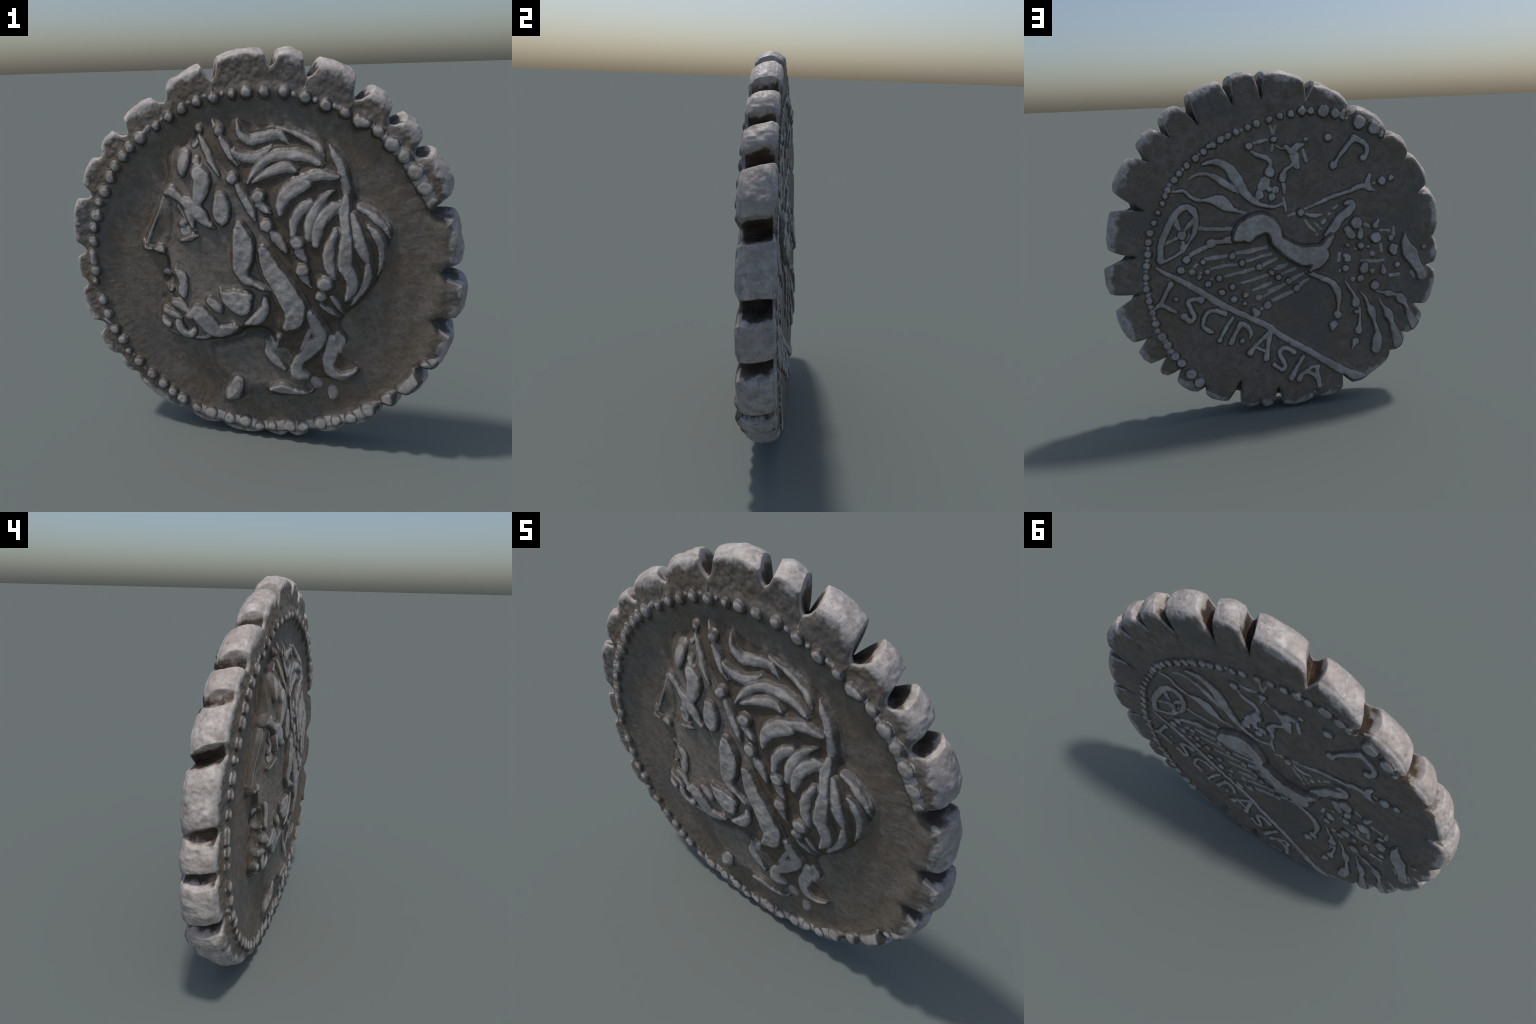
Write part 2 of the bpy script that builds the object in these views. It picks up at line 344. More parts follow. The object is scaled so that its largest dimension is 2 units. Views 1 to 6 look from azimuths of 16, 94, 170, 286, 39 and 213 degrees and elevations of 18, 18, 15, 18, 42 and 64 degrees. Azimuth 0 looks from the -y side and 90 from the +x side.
part('letter', None, 'reverse', 13, [(302, -389, 13),(338, -438, 14),(374, -494, 12),(385, -516, 19)])
part('letter', None, 'reverse', 13, [(254, -431, 22),(289, -484, 15),(319, -540, 19)], [(250, -428, 18),(216, -454, 16),(198, -496, 14),(211, -532, 5)], [(254, -536, 19)])
part('letter', None, 'reverse', 13, [(85, -506, 18),(137, -544, 14),(192, -592, 14),(212, -614, 23)], [(83, -510, 18),(99, -577, 15),(116, -665, 20)], [(172, -588, 9),(108, -625, 9)])
part('letter', None, 'reverse', 13, [(-55, -646, 17),(-26, -621, 15),(14, -612, 16),(33, -641, 16),(18, -685, 16),(3, -723, 15),(24, -746, 16),(70, -710, 17)])
part('letter', None, 'reverse', 13, [(-111, -681, 13),(-75, -733, 15),(-30, -805, 20)])
part('letter', None, 'reverse', 12, [(-76, -822, 18),(-106, -783, 16),(-154, -793, 12),(-184, -819, 12)], [(-205, -752, 10),(-193, -763, 12),(-195, -821, 17),(-201, -879, 15)], [(-200, -760, 11),(-162, -755, 10),(-134, -772, 14)])
part('letter', None, 'reverse', 13, [(-339, 460, 25)], [(-346, 469, 15),(-373, 507, 14),(-427, 572, 16),(-464, 612, 19)], [(-451, 631, 5),(-464, 612, 18),(-519, 579, 16),(-541, 535, 15),(-525, 500, 17),(-511, 494, 19)])
part('letter_dot', None, 'reverse', 14, [(-311, 620, 25)])
part('sceptre', None, 'reverse', 11, [(-164, 218, 5),(-243, 250, 10),(-343, 284, 12),(-436, 309, 13),(-497, 331, 16),(-544, 332, 20)], [(-553, 396, 10),(-537, 346, 17),(-547, 319, 17),(-574, 304, 8)])
part('sceptre_knob', None, 'reverse', 13, [(-627, 354, 27)])
part('sceptre_knob', None, 'reverse', 13, [(-682, 368, 19)])
part('sceptre_knob', None, 'reverse', 8, [(-581, 343, 8)])
part('sceptre_knob', None, 'reverse', 8, [(-579, 301, 8)])
part('hand', None, 'reverse', 14, [(-136, 203, 24)])
part('charioteer', None, 'reverse', 14, [(-104, 556, 24),(-130, 579, 21),(-159, 586, 14)], [(-64, 582, 14),(-39, 572, 7),(-9, 587, 5)], [(-88, 554, 19),(-64, 580, 14)])
part('head_crest', None, 'reverse', 10, [(-182, 616, 14)])
part('head_crest', None, 'reverse', 9, [(-165, 559, 6),(-172, 525, 10),(-180, 494, 9)])
part('head_crest', None, 'reverse', 9, [(-109, 510, 21),(-123, 473, 19),(-132, 463, 10)])
part('arm', None, 'reverse', 11, [(-95, 475, 9),(-65, 458, 14),(-49, 441, 12)])
part('arm', None, 'reverse', 14, [(-43, 420, 24),(-36, 402, 24)])
part('arm', None, 'reverse', 9, [(-42, 368, 14),(-45, 321, 7)])
part('arm', None, 'reverse', 10, [(131, 562, 5),(99, 544, 12),(50, 526, 15),(27, 494, 12),(32, 474, 12)])
part('shoulder', None, 'reverse', 15, [(36, 443, 31)])
part('wreath_leaf', None, 'reverse', 10, [(115, 610, 4),(77, 617, 10),(38, 625, 4)])
part('wreath_dot', None, 'reverse', 13, [(145, 596, 23)])
part('wreath_dot', None, 'reverse', 13, [(4, 624, 20)])
part('wreath_leaf', None, 'reverse', 8, [(18, 699, 4),(6, 660, 7)])
part('wreath_leaf', None, 'reverse', 8, [(-14, 698, 4),(0, 660, 7)])
part('wreath_leaf', None, 'reverse', 8, [(7, 601, 6),(15, 560, 5)])
part('tunic_fold', None, 'reverse', 8, [(63, 390, 30),(83, 364, 25)])
part('tunic_fold', None, 'reverse', 9, [(98, 319, 25)])
part('tunic_fold', None, 'reverse', 10, [(6, 343, 22)])
part('tunic_fold', None, 'reverse', 10, [(29, 303, 21)])
part('tunic_fold', None, 'reverse', 10, [(43, 349, 16)])
part('head_crest', None, 'reverse', 9, [(-111, 528, 29),(-120, 491, 22)])
part('dagger', None, 'reverse', 9, [(-38, 296, 5),(-44, 255, 11),(-52, 214, 4)])
part('cloak_fold', None, 'reverse', 13, [(410, 510, 7),(366, 521, 13),(313, 515, 21),(261, 479, 29),(228, 423, 33),(201, 372, 28),(173, 328, 25),(138, 291, 21),(102, 267, 15),(46, 249, 11),(-4, 253, 9),(-36, 263, 7)])
part('cloak_fold', None, 'reverse', 10, [(491, 436, 4),(442, 458, 8),(395, 457, 9),(342, 436, 15),(297, 403, 21),(262, 377, 17),(218, 342, 6)])
part('cloak_fold', None, 'reverse', 12, [(579, 375, 5),(520, 373, 10),(488, 338, 12),(442, 314, 10),(382, 312, 18),(328, 301, 37),(293, 274, 32),(264, 253, 17),(216, 232, 7),(184, 223, 4)])
part('chariot_wheel', None, 'reverse', 12, [(516, 287, 18),(477, 258, 21),(465, 203, 15),(480, 143, 17),(501, 106, 12),(522, 76, 8),(549, 41, 7)], [(516, 287, 18),(559, 265, 20),(599, 220, 20),(627, 174, 20),(651, 127, 19),(669, 86, 20),(679, 31, 18),(682, -7, 21),(656, -12, 8),(587, 17, 9),(559, 34, 8)])
part('wheel_hub', None, 'reverse', 13, [(553, 127, 28)])
part('wheel_spoke', None, 'reverse', 8, [(536, 153, 8),(510, 178, 14),(482, 207, 12)])
part('wheel_spoke', None, 'reverse', 8, [(565, 162, 8),(577, 187, 14),(578, 224, 10)])
part('wheel_spoke', None, 'reverse', 8, [(551, 93, 8),(554, 50, 16),(556, 31, 8)])
part('wheel_spoke', None, 'reverse', 8, [(578, 114, 8),(616, 99, 8),(650, 82, 8)])
part('wheel_spoke', None, 'reverse', 8, [(526, 97, 6),(506, 120, 8)])
part('chariot_pole', None, 'reverse', 7, [(460, 158, 11),(394, 148, 11),(333, 141, 11),(268, 139, 7)])
part('horse', None, 'reverse', 34, [(247, 84, 34),(208, 115, 60),(148, 145, 73),(77, 155, 61),(29, 113, 49),(6, 47, 49),(-57, -7, 56),(-138, -53, 67),(-215, -56, 68),(-247, -56, 57)], [(180, 96, 50),(139, 112, 39)], [(-215, -56, 54),(-213, -109, 38),(-176, -143, 19)], [(-215, -42, 49),(-257, -60, 46),(-220, -105, 46)], [(-236, -44, 41),(-280, 7, 35),(-310, 46, 27)])
part('horse_leg', None, 'reverse', 13, [(245, 81, 32),(311, 75, 20),(364, 69, 17),(394, 65, 29)])
part('horse_leg', None, 'reverse', 9, [(424, 48, 13),(464, 32, 14),(512, 10, 11)])
part('horse_leg', None, 'reverse', 13, [(-158, -153, 12),(-187, -169, 18),(-233, -194, 17),(-299, -228, 18),(-339, -280, 24),(-351, -329, 19),(-347, -383, 12),(-343, -411, 12)])
part('hoof', None, 'reverse', 14, [(-339, -438, 28)])
part('hoof', None, 'reverse', 14, [(-310, -505, 30),(-302, -537, 8)])
part('horse_neck', None, 'reverse', 14, [(-289, 57, 22),(-337, 105, 30),(-372, 154, 28),(-419, 188, 28),(-448, 218, 22),(-434, 242, 17),(-401, 237, 12)])
part('mane_tuft', None, 'reverse', 7, [(-334, 211, 8),(-361, 224, 6)])
part('mane_tuft', None, 'reverse', 7, [(-308, 181, 9)])
part('mane_tuft', None, 'reverse', 7, [(-280, 145, 8),(-272, 129, 8)])
part('mane_tuft', None, 'reverse', 7, [(-256, 95, 8)])
part('mane_tuft', None, 'reverse', 7, [(-230, 62, 6)])
part('rein', None, 'reverse', 9, [(-166, 191, 8),(-208, 178, 13),(-264, 178, 5)])
part('rein', None, 'reverse', 5, [(-162, 151, 5),(-193, 110, 6),(-219, 88, 5)])
part('rein', None, 'reverse', 5, [(-220, 133, 5),(-239, 112, 6)])
part('rein', None, 'reverse', 5, [(-60, 183, 4),(-112, 196, 5)])
part('horse_head', 'horse_neck', 'reverse', 15, [(-467, 117, 38)])
part('horse_head', 'horse_neck', 'reverse', 13, [(-495, 73, 16),(-489, 34, 21)])
part('horse_head', 'horse_neck', 'reverse', 9, [(-412, 80, 22),(-435, 45, 26)])
part('horse_head', 'horse_neck', 'reverse', 13, [(-491, -25, 25)])
part('horse_head', 'horse_neck', 'reverse', 15, [(-577, -277, 31)])
part('horse_head', 'horse_neck', 'reverse', 13, [(-487, -227, 24)])
part('horse_head', 'horse_neck', 'reverse', 12, [(-396, -156, 22)])
part('horse_head', 'horse_neck', 'reverse', 14, [(-513, -151, 27),(-509, -171, 31)])
part('horse_head', 'horse_neck', 'reverse', 15, [(-695, -57, 34),(-702, -78, 24)])
part('horse_head', 'horse_neck', 'reverse', 12, [(-719, -158, 20)])
part('horse_head', 'horse_neck', 'reverse', 14, [(-585, 19, 37)])
part('horse_head', 'horse_neck', 'reverse', 10, [(-634, -194, 18),(-628, -159, 9)])
part('horse_head', 'horse_neck', 'reverse', 9, [(-408, -94, 25),(-398, -80, 17)])
part('horse_head', 'horse_neck', 'reverse', 10, [(-564, -187, 17)])
part('horse_head', 'horse_neck', 'reverse', 11, [(-582, 95, 22),(-603, 123, 8)])
part('horse_head', 'horse_neck', 'reverse', 11, [(-682, 9, 20)])
part('horse_head', 'horse_neck', 'reverse', 8, [(-460, -42, 9)])
part('horse_head', 'horse_neck', 'reverse', 7, [(-413, -12, 13)])
part('horse_head', 'horse_neck', 'reverse', 7, [(-563, -79, 16)])
part('horse_head', 'horse_neck', 'reverse', 7, [(-442, -229, 15)])
part('horse_head', 'horse_neck', 'reverse', 7, [(-673, -222, 12),(-729, -221, 10)])
part('horse_head', 'horse_neck', 'reverse', 7, [(-539, -33, 11)])
part('horse_head', 'horse_neck', 'reverse', 8, [(-776, 29, 7),(-773, -4, 9)])
part('horse_head', 'horse_neck', 'reverse', 6, [(-699, 69, 5),(-703, 28, 7)])
part('horse_head', 'horse_neck', 'reverse', 5, [(-620, 59, 5),(-675, 51, 5)])
part('horse_head', 'horse_neck', 'reverse', 6, [(-500, -116, 5),(-576, -130, 8),(-638, -126, 5)])
part('horse_head', 'horse_neck', 'reverse', 6, [(-362, -167, 7)])
part('horse_head', 'horse_neck', 'reverse', 6, [(-524, 103, 8),(-551, 88, 7)])
part('horse_head', 'horse_neck', 'reverse', 6, [(-619, -30, 7),(-625, -71, 7)])
part('horse_head', 'horse_neck', 'reverse', 5, [(-357, -106, 7),(-365, -67, 8)])
part('horse_torso', None, 'reverse', 15, [(-767, 42, 5),(-770, -28, 26),(-798, -91, 45),(-823, -141, 37),(-852, -192, 30),(-870, -235, 33)])
part('horse_torso', None, 'reverse', 9, [(-883, -61, 15)])
part('horse_torso', None, 'reverse', 7, [(-810, -216, 10),(-825, -245, 8)])
part('horse_leg', None, 'reverse', 13, [(-393, -233, 4),(-419, -280, 10),(-446, -331, 13),(-455, -377, 27)], [(-454, -435, 13)], [(-479, -411, 9),(-477, -494, 9),(-467, -557, 25)], [(-446, -622, 23),(-420, -668, 4)])
part('horse_leg', None, 'reverse', 13, [(-487, -314, 4),(-521, -359, 9),(-534, -402, 12),(-553, -434, 25),(-568, -505, 14),(-585, -570, 17),(-580, -620, 31),(-572, -680, 30)])
part('horse_leg', None, 'reverse', 13, [(-604, -368, 4),(-625, -412, 10),(-660, -465, 29),(-674, -516, 17),(-698, -591, 27),(-712, -650, 37),(-716, -683, 31)])
part('horse_leg', None, 'reverse', 13, [(-590, -318, 5),(-633, -329, 10),(-664, -336, 23),(-703, -347, 11),(-735, -368, 28),(-768, -421, 14),(-786, -480, 20),(-811, -525, 28),(-829, -556, 35)])
part('hoof', None, 'reverse', 13, [(538, -14, 24)])
part('hoof', None, 'reverse', 13, [(574, -73, 24)])
part('hoof', None, 'reverse', 13, [(446, -39, 17)])
part('hoof', None, 'reverse', 13, [(514, -89, 19)])
part('hoof', None, 'reverse', 13, [(474, -125, 16)])
part('hoof', None, 'reverse', 13, [(426, -98, 17)])
part('hoof', None, 'reverse', 13, [(426, -172, 21)])
part('hoof', None, 'reverse', 13, [(361, -145, 20)])
part('hoof', None, 'reverse', 13, [(278, -20, 22)])
part('hoof', None, 'reverse', 13, [(223, -69, 21)])
part('hoof', None, 'reverse', 13, [(125, -102, 21)])
part('hoof', None, 'reverse', 13, [(289, -203, 20)])
part('hoof', None, 'reverse', 13, [(352, -229, 22)])
part('hoof', None, 'reverse', 13, [(216, -260, 19)])
part('hoof', None, 'reverse', 13, [(285, -277, 22)])
part('hoof', None, 'reverse', 13, [(223, -311, 15)])
part('hoof', None, 'reverse', 13, [(88, -336, 26)])
part('hoof', None, 'reverse', 13, [(171, -355, 17),(156, -377, 25)])
part('hoof', None, 'reverse', 13, [(52, -142, 18)])
part('hoof', None, 'reverse', 13, [(14, -172, 20)])
part('hoof', None, 'reverse', 13, [(-47, -202, 21)])
part('hoof', None, 'reverse', 13, [(-94, -250, 24)])
part('hoof', None, 'reverse', 13, [(56, -138, 17)])
part('hoof', None, 'reverse', 5, [(137, -289, 17)])
part('horse_leg', None, 'reverse', 6, [(432, -25, 8),(370, -21, 11),(310, -17, 8)])
part('horse_leg', None, 'reverse', 6, [(253, -10, 8),(155, 0, 11),(74, 11, 7)])
part('horse_leg', None, 'reverse', 6, [(403, -85, 6),(317, -74, 8),(245, -75, 6)])
part('horse_leg', None, 'reverse', 6, [(197, -64, 6),(126, -45, 8),(49, -29, 8)])
part('horse_leg', None, 'reverse', 6, [(322, -138, 5),(226, -122, 9),(145, -109, 6)])
part('horse_leg', None, 'reverse', 6, [(103, -99, 9),(77, -85, 10),(51, -76, 8)])
part('horse_leg', None, 'reverse', 6, [(230, -187, 4),(152, -172, 6),(71, -156, 6)])
part('horse_leg', None, 'reverse', 6, [(169, -240, 4),(110, -223, 8),(58, -205, 8)])
part('horse_leg', None, 'reverse', 6, [(107, -286, 4),(62, -263, 6)])
part('horse_leg', None, 'reverse', 6, [(57, -75, 7),(21, -63, 6)])
part('horse_leg', None, 'reverse', 6, [(28, -122, 8),(-6, -113, 13),(-47, -99, 4)])
part('horse_leg', None, 'reverse', 6, [(-7, -160, 5),(-50, -144, 6),(-92, -130, 6)])
part('horse_leg', None, 'reverse', 6, [(-58, -197, 13),(-95, -185, 10),(-143, -168, 5)])
part('horse_leg', None, 'reverse', 6, [(-112, -237, 13),(-140, -219, 10),(-164, -205, 5)])
part('horse_leg', None, 'reverse', 6, [(70, -257, 14),(20, -236, 12),(-27, -221, 9)])
part('horse_leg', None, 'reverse', 6, [(50, -311, 10),(-10, -289, 15),(-65, -272, 10)])
part('horse_leg', None, 'reverse', 6, [(496, -63, 4),(482, -49, 5)])
part('horse_leg', None, 'reverse', 6, [(411, -155, 4),(401, -143, 4)])
part('horse_leg', None, 'reverse', 6, [(473, -110, 4),(460, -102, 4)])
part('horse_leg', None, 'reverse', 6, [(124, -358, 6),(107, -347, 6)])
# ---- hollows
groove('obverse', 9, [(-338, 257, 31), (-330, 193, 44)])
groove('obverse', 14, [(-441, -99, 41)])
groove('obverse', 8, [(-437, -180, 27), (-483, -212, 18)])
groove('obverse', 5, [(-334, -354, 40)])
# ---- outlines of the raised masses of the portrait
HEAD_OUTLINE = [(-388, 562), (-415, 519), (-416, 434), (-455, 345), (-499, 241), (-555, 139), (-582, 57), (-472, 30), (-460, -31), (-477, -173), (-516, -279), (-510, -367), (-421, -426), (-285, -441), (-143, -414), (-31, -351), (49, -346), (88, -385), (66, -468), (112, -514), (197, -570), (289, -588), (412, -579), (499, -545), (523, -492), (435, -446), (470, -351), (432, -286), (456, -223), (537, -129), (603, -21), (637, 117), (650, 195), (603, 281), (512, 341), (477, 392), (453, 504), (368, 602), (290, 624), (172, 673), (45, 673), (-55, 701), (-163, 707), (-258, 673), (-268, 616)]
FACE_OUTLINE = [(-378, 558), (-404, 522), (-408, 436), (-446, 355), (-494, 244), (-547, 143), (-570, 55), (-467, 34), (-445, -26), (-465, -168), (-508, -273), (-502, -361), (-416, -416), (-281, -431), (-139, -401), (-27, -320), (83, -177), (94, 232), (-88, 467), (-247, 594)]
NECK_OUTLINE = [(-250, -417), (-264, -525), (-234, -621), (-181, -692), (-199, -767), (-172, -803), (-92, -783), (9, -737), (106, -723), (228, -705), (308, -663), (288, -576), (140, -390), (36, -293)]

# ------------------------------------------------------------------ general form of the two faces
OBV_RIM_STEP = 0.018
def OBV_FIELD(u, v, r):
    """the flan is a wedge: thin at the top of the obverse, thick at the bottom and right"""
    return 0.045 + 0.016 * u - 0.024 * v + 0.009 * smooth(0.0, -0.6, u) * smooth(0.2, -0.4, v)

def REV_FIELD(u, v, r):
    """dished, and lifted towards the horses' heads"""
    lift = 0.010 * smooth(0.72, 0.95, r) * np.maximum(smooth(-0.9, -0.2, v), smooth(0.1, -0.3, u))
    h = 0.056 + 0.030 * np.minimum(r, 0.9) ** 2 + lift + 0.018 * smooth(-0.25, -0.9, u)
    h = h + 0.010 * d_bump(u + 0.45, v + 0.02, 0.17) + 0.009 * d_bump(u + 0.25, v + 0.85, 0.2) + 0.010 * d_bump(u - 0.15, v + 0.95, 0.16)
    h = h + 0.0060 * noise(u, v, 0 * u, 0.030, 71) * d_bump(u + 0.50, v - 0.0, 0.14)   # jumble of heads and harness
    return h - 0.006 * d_bump(u - 0.35, v + 0.2, 0.22)

# ------------------------------------------------------------------ building the surface
def d_bump(a, b, s):
    return np.exp(-(a * a + b * b) / (2 * s * s))


def polygon_distance(u, v, pts):
    """signed distance, positive inside"""
    k = [tuple(q) + (1,) for q in pts]
    p = catmull(k[-2:] + k + k[:3], 3)[6:-9, :2] * MM
    best = np.full(u.shape, 9.0); inside = np.zeros(u.shape, bool)
    for a, b in zip(p, np.roll(p, -1, 0)):
        e = b - a
        t = np.clip(((u - a[0]) * e[0] + (v - a[1]) * e[1]) / (e @ e), 0, 1)
        best = np.minimum(best, np.hypot(u - a[0] - t * e[0], v - a[1] - t * e[1]))
        cross = (a[1] > v) != (b[1] > v)
        with np.errstate(divide='ignore', invalid='ignore'):
            x = (b[0] - a[0]) * (v - a[1]) / (b[1] - a[1]) + a[0]
        inside ^= cross & (u < x)
    return np.where(inside, best, -best)

def stroke_distance(u, v, s):
    """distance to the edge of a stroke (negative inside) and its half-width there"""
    best = np.full(u.shape, 9.0); rad = np.zeros(u.shape)
    if len(s) == 1:
        return np.hypot(u - s[0, 0], v - s[0, 1]) - s[0, 2], np.full(u.shape, s[0, 2])
    for a, b in zip(s[:-1], s[1:]):
        ex, ey = b[0] - a[0], b[1] - a[1]
        t = np.clip(((u - a[0]) * ex + (v - a[1]) * ey) / (ex * ex + ey * ey + 1e-12), 0, 1)
        r = a[2] + (b[2] - a[2]) * t
        d = np.hypot(u - a[0] - t * ex, v - a[1] - t * ey) - r
        m = d < best
        best = np.where(m, d, best); rad = np.where(m, r, rad)
    return best, rad

def square_to_disc(n):
    g = np.linspace(-1, 1, n + 1)
    a, b = np.meshgrid(g, g, indexing='ij')
    a, b = a.ravel(), b.ravel()
    big = np.abs(a) > np.abs(b)
    rho = np.where(big, a, b)
    with np.errstate(divide='ignore', invalid='ignore'):
        th = np.where(big, math.pi / 4 * b / a, math.pi / 2 - math.pi / 4 * a / b)
    th = np.where((a == 0) & (b == 0), 0, th)
    th = np.where(rho < 0, th + math.pi, th)
    return np.abs(rho), th % (2 * math.pi)

RHO, THETA = square_to_disc(GRID)
DEG = np.degrees(THETA)
IDX = np.arange((GRID + 1) ** 2).reshape(GRID + 1, GRID + 1)
# boundary loop of the face grid, ordered by angle
loop = np.concatenate([IDX[0, :-1], IDX[:-1, -1], IDX[-1, :0:-1], IDX[:0:-1, 0]])
loop = loop[np.argsort(THETA[loop])]
NB = len(loop)
LDEG = DEG[loop]

LABELS = []          # (object name, parent name or None, material)
def new_label(name, parent, material):
    LABELS.append((name, parent, material)); return len(LABELS) - 1

PARENT_OF = {'horse_leg': 'horse', 'hoof': 'horse', 'horse_torso': 'horse', 'mane_tuft': 'horse_neck', 'rein': 'horse_neck',
             'head_crest': 'charioteer', 'arm': 'charioteer', 'hand': 'charioteer', 'shoulder': 'charioteer',
             'tunic_fold': 'charioteer', 'cloak_fold': 'charioteer', 'dagger': 'charioteer', 'wreath_leaf': 'wreath_dot',
             'wheel_hub': 'chariot_wheel', 'wheel_spoke': 'chariot_wheel', 'chariot_pole': 'chariot_wheel',
             'sceptre_knob': 'sceptre'}

L_OBV = new_label('obverse_field', None, 'field')
L_REV = new_label('reverse_field', None, 'field')
L_HEAD = new_label('portrait_head', None, 'flesh')
L_NECK = new_label('neck', 'portrait_head', 'flesh')
L_HAIR = new_label('hair_mass', 'portrait_head', 'hair')
L_TOOTH = [new_label('rim_tooth', None, 'rim') for _ in NOTCHES]
rng = np.random.default_rng(11)
TOOTH_LIFT = rng.uniform(-0.004, 0.004, len(NOTCHES))

FLARE = {'obverse': 0.010, 'reverse': 0.006}      # how far the flanks spread outwards (m)
RELIEF_GAIN = {'obverse': 1.3, 'reverse': 1.15}
def build_face(side):
    t = 0.0 if side == 'obverse' else 1.0
    R, _ = outline(DEG, t)
    core = 0.93
    r = RHO * (core + (R - core) * smooth(0.5, 1.0, RHO))
    u, v = r * np.cos(THETA), r * np.sin(THETA)
    # distance to the outline, for the rounded shoulder of the teeth
    ou, ov = u[loop], v[loop]
    edge = np.full(u.shape, 0.2)
    near = np.where(RHO > 0.80)[0]
    k = np.round(THETA[near] / (2 * math.pi) * NB).astype(int)
    e = np.full(near.shape, 0.2)
    for s in range(-46, 46):
        a, b = (k + s) % NB, (k + s + 1) % NB
        ex, ey = ou[b] - ou[a], ov[b] - ov[a]
        px, py = u[near] - ou[a], v[near] - ov[a]
        w = np.clip((px * ex + py * ey) / (ex * ex + ey * ey), 0, 1)
        e = np.minimum(e, (px - w * ex) ** 2 + (py - w * ey) ** 2)
    e = np.sqrt(e)
    edge[near] = e
    edge[loop] = 0
    tooth = tooth_index(DEG, t)
    if side == 'obverse':
        ring = OBVERSE_RING(DEG) * MM
        h = OBV_FIELD(u, v, r)
        h = h + OBV_RIM_STEP * (1 - 0.55 * smooth(-0.45, -0.8, v)) * smooth(-0.095 - 0.07 * smooth(0.1, -0.5, u), 0.025, r - ring)
        h = h + 0.001 * np.exp(-((r - ring) / 0.020) ** 2)
        bevel_w = 0.026 + 0.050 * np.exp(-(((DEG - 5 + 180) % 360 - 180) / 30) ** 2)
        bevel_h = 0.016 + 0.016 * np.exp(-(((DEG - 5 + 180) % 360 - 180) / 30) ** 2)
    else:
        ring = REVERSE_RING(DEG) * MM
        h = REV_FIELD(u, v, r)
        bevel_w = 0.030; bevel_h = 0.016
    rim = smooth(0.0, 0.05, r - np.maximum(ring, 0.80))
    h = h + rim * TOOTH_LIFT[tooth] * smooth(0, 0.05, edge)
    wob = 1 + 0.35 * noise(u, v, 0 * u + t, 0.06, 3)
    x = np.clip(edge / (bevel_w * wob), 0, 1)
    h = h - bevel_h * (1 - np.sqrt(1 - (1 - x) ** 2.2))
    label = np.full(u.shape, L_OBV if side == 'obverse' else L_REV)
    tooth_from = np.where(ring < 0.96, np.maximum(ring + 0.028, 0.80), 0.90)
    tooth_from = np.minimum(tooth_from, 0.955)
    tl = np.array(L_TOOTH)[tooth]
    label = np.where(r > tooth_from, tl, label)

    if side == 'obverse':
        d = polygon_distance(u, v, HEAD_OUTLINE)
        mound = 0.006 * smooth(-0.015, 0.03, d) + 0.046 * (1 - np.exp(-np.maximum(d, 0) / 0.11))
        df = polygon_distance(u, v, FACE_OUTLINE)
        mound += 0.012 * smooth(-0.004, 0.022, df) * smooth(0.10, 0.02, df) * smooth(0.10, -0.25, u) * smooth(0.56, 0.40, v)
        mound += (0.016 * d_bump(u - 0.16, v + 0.14, 0.20) + 0.016 * d_bump(u + 0.15, v - 0.28, 0.20)
                  + 0.016 * d_bump(u + 0.22, v + 0.30, 0.12) - 0.030 * d_bump(u - 0.40, v + 0.42, 0.11) + 0.030 * d_bump(u - 0.04, v + 0.33, 0.09) + 0.010 * d_bump(u + 0.22, v - 0.45, 0.1)
                  - 0.022 * d_bump(u - 0.1, v - 0.58, 0.15)) * smooth(0, 0.06, d)
        dn = polygon_distance(u, v, NECK_OUTLINE)
        mn = 0.036 * smooth(-0.02, 0.10, dn) + 0.012 * d_bump(u - 0.2, v + 0.72, 0.09) * smooth(-0.005, 0.02, dn) + 0.014 * smooth(-0.55, -0.35, v) * smooth(-0.01, 0.12, dn)
        mound = mound - 0.024 * d_bump(u + 0.48, v - 0.15, 0.085) * smooth(0, 0.05, d)
        mound = np.log(np.exp(mound / 0.006) + np.exp(mn / 0.006)) * 0.006 - 0.006 * math.log(2) * np.exp(-(mound + mn) / 0.012)
        h = h + mound
        label = np.where(dn > 0, L_NECK, label)
        label = np.where((d > 0) & (df < 0.004) & ~((dn > 0) & (v < -0.42)), L_HAIR, label)
        label = np.where((d > 0) & (df >= 0.004) & (d > dn * 0.2) & ~((dn > 0.02) & (df < 0) & (v < -0.42)), L_HEAD, label)
        # flow lines of the metal towards the border
        streak = noise(THETA * 60, r * 3, 0 * r, 1.0, 5) * smooth(0.12, 0.02, np.abs(r - ring + 0.06))
        h = h + 0.0009 * streak * (label == L_OBV)
    for depth, s in GROOVES[side]:
        d, rad = stroke_distance(u, v, s)
        h = h - depth * smooth(0.012, -0.025, d)

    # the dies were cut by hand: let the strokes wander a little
    wu = u + 0.0028 * noise(u, v, 0 * u + t, 0.032, 51) + 0.0014 * noise(u, v, 0 * u + t, 0.013, 52)
    wv = v + 0.0028 * noise(u, v, 0 * u + t, 0.032, 53) + 0.0014 * noise(u, v, 0 * u + t, 0.013, 54)
    relief = np.zeros(u.shape); moat = np.zeros(u.shape)
    strongest = np.full(u.shape, 0.45)
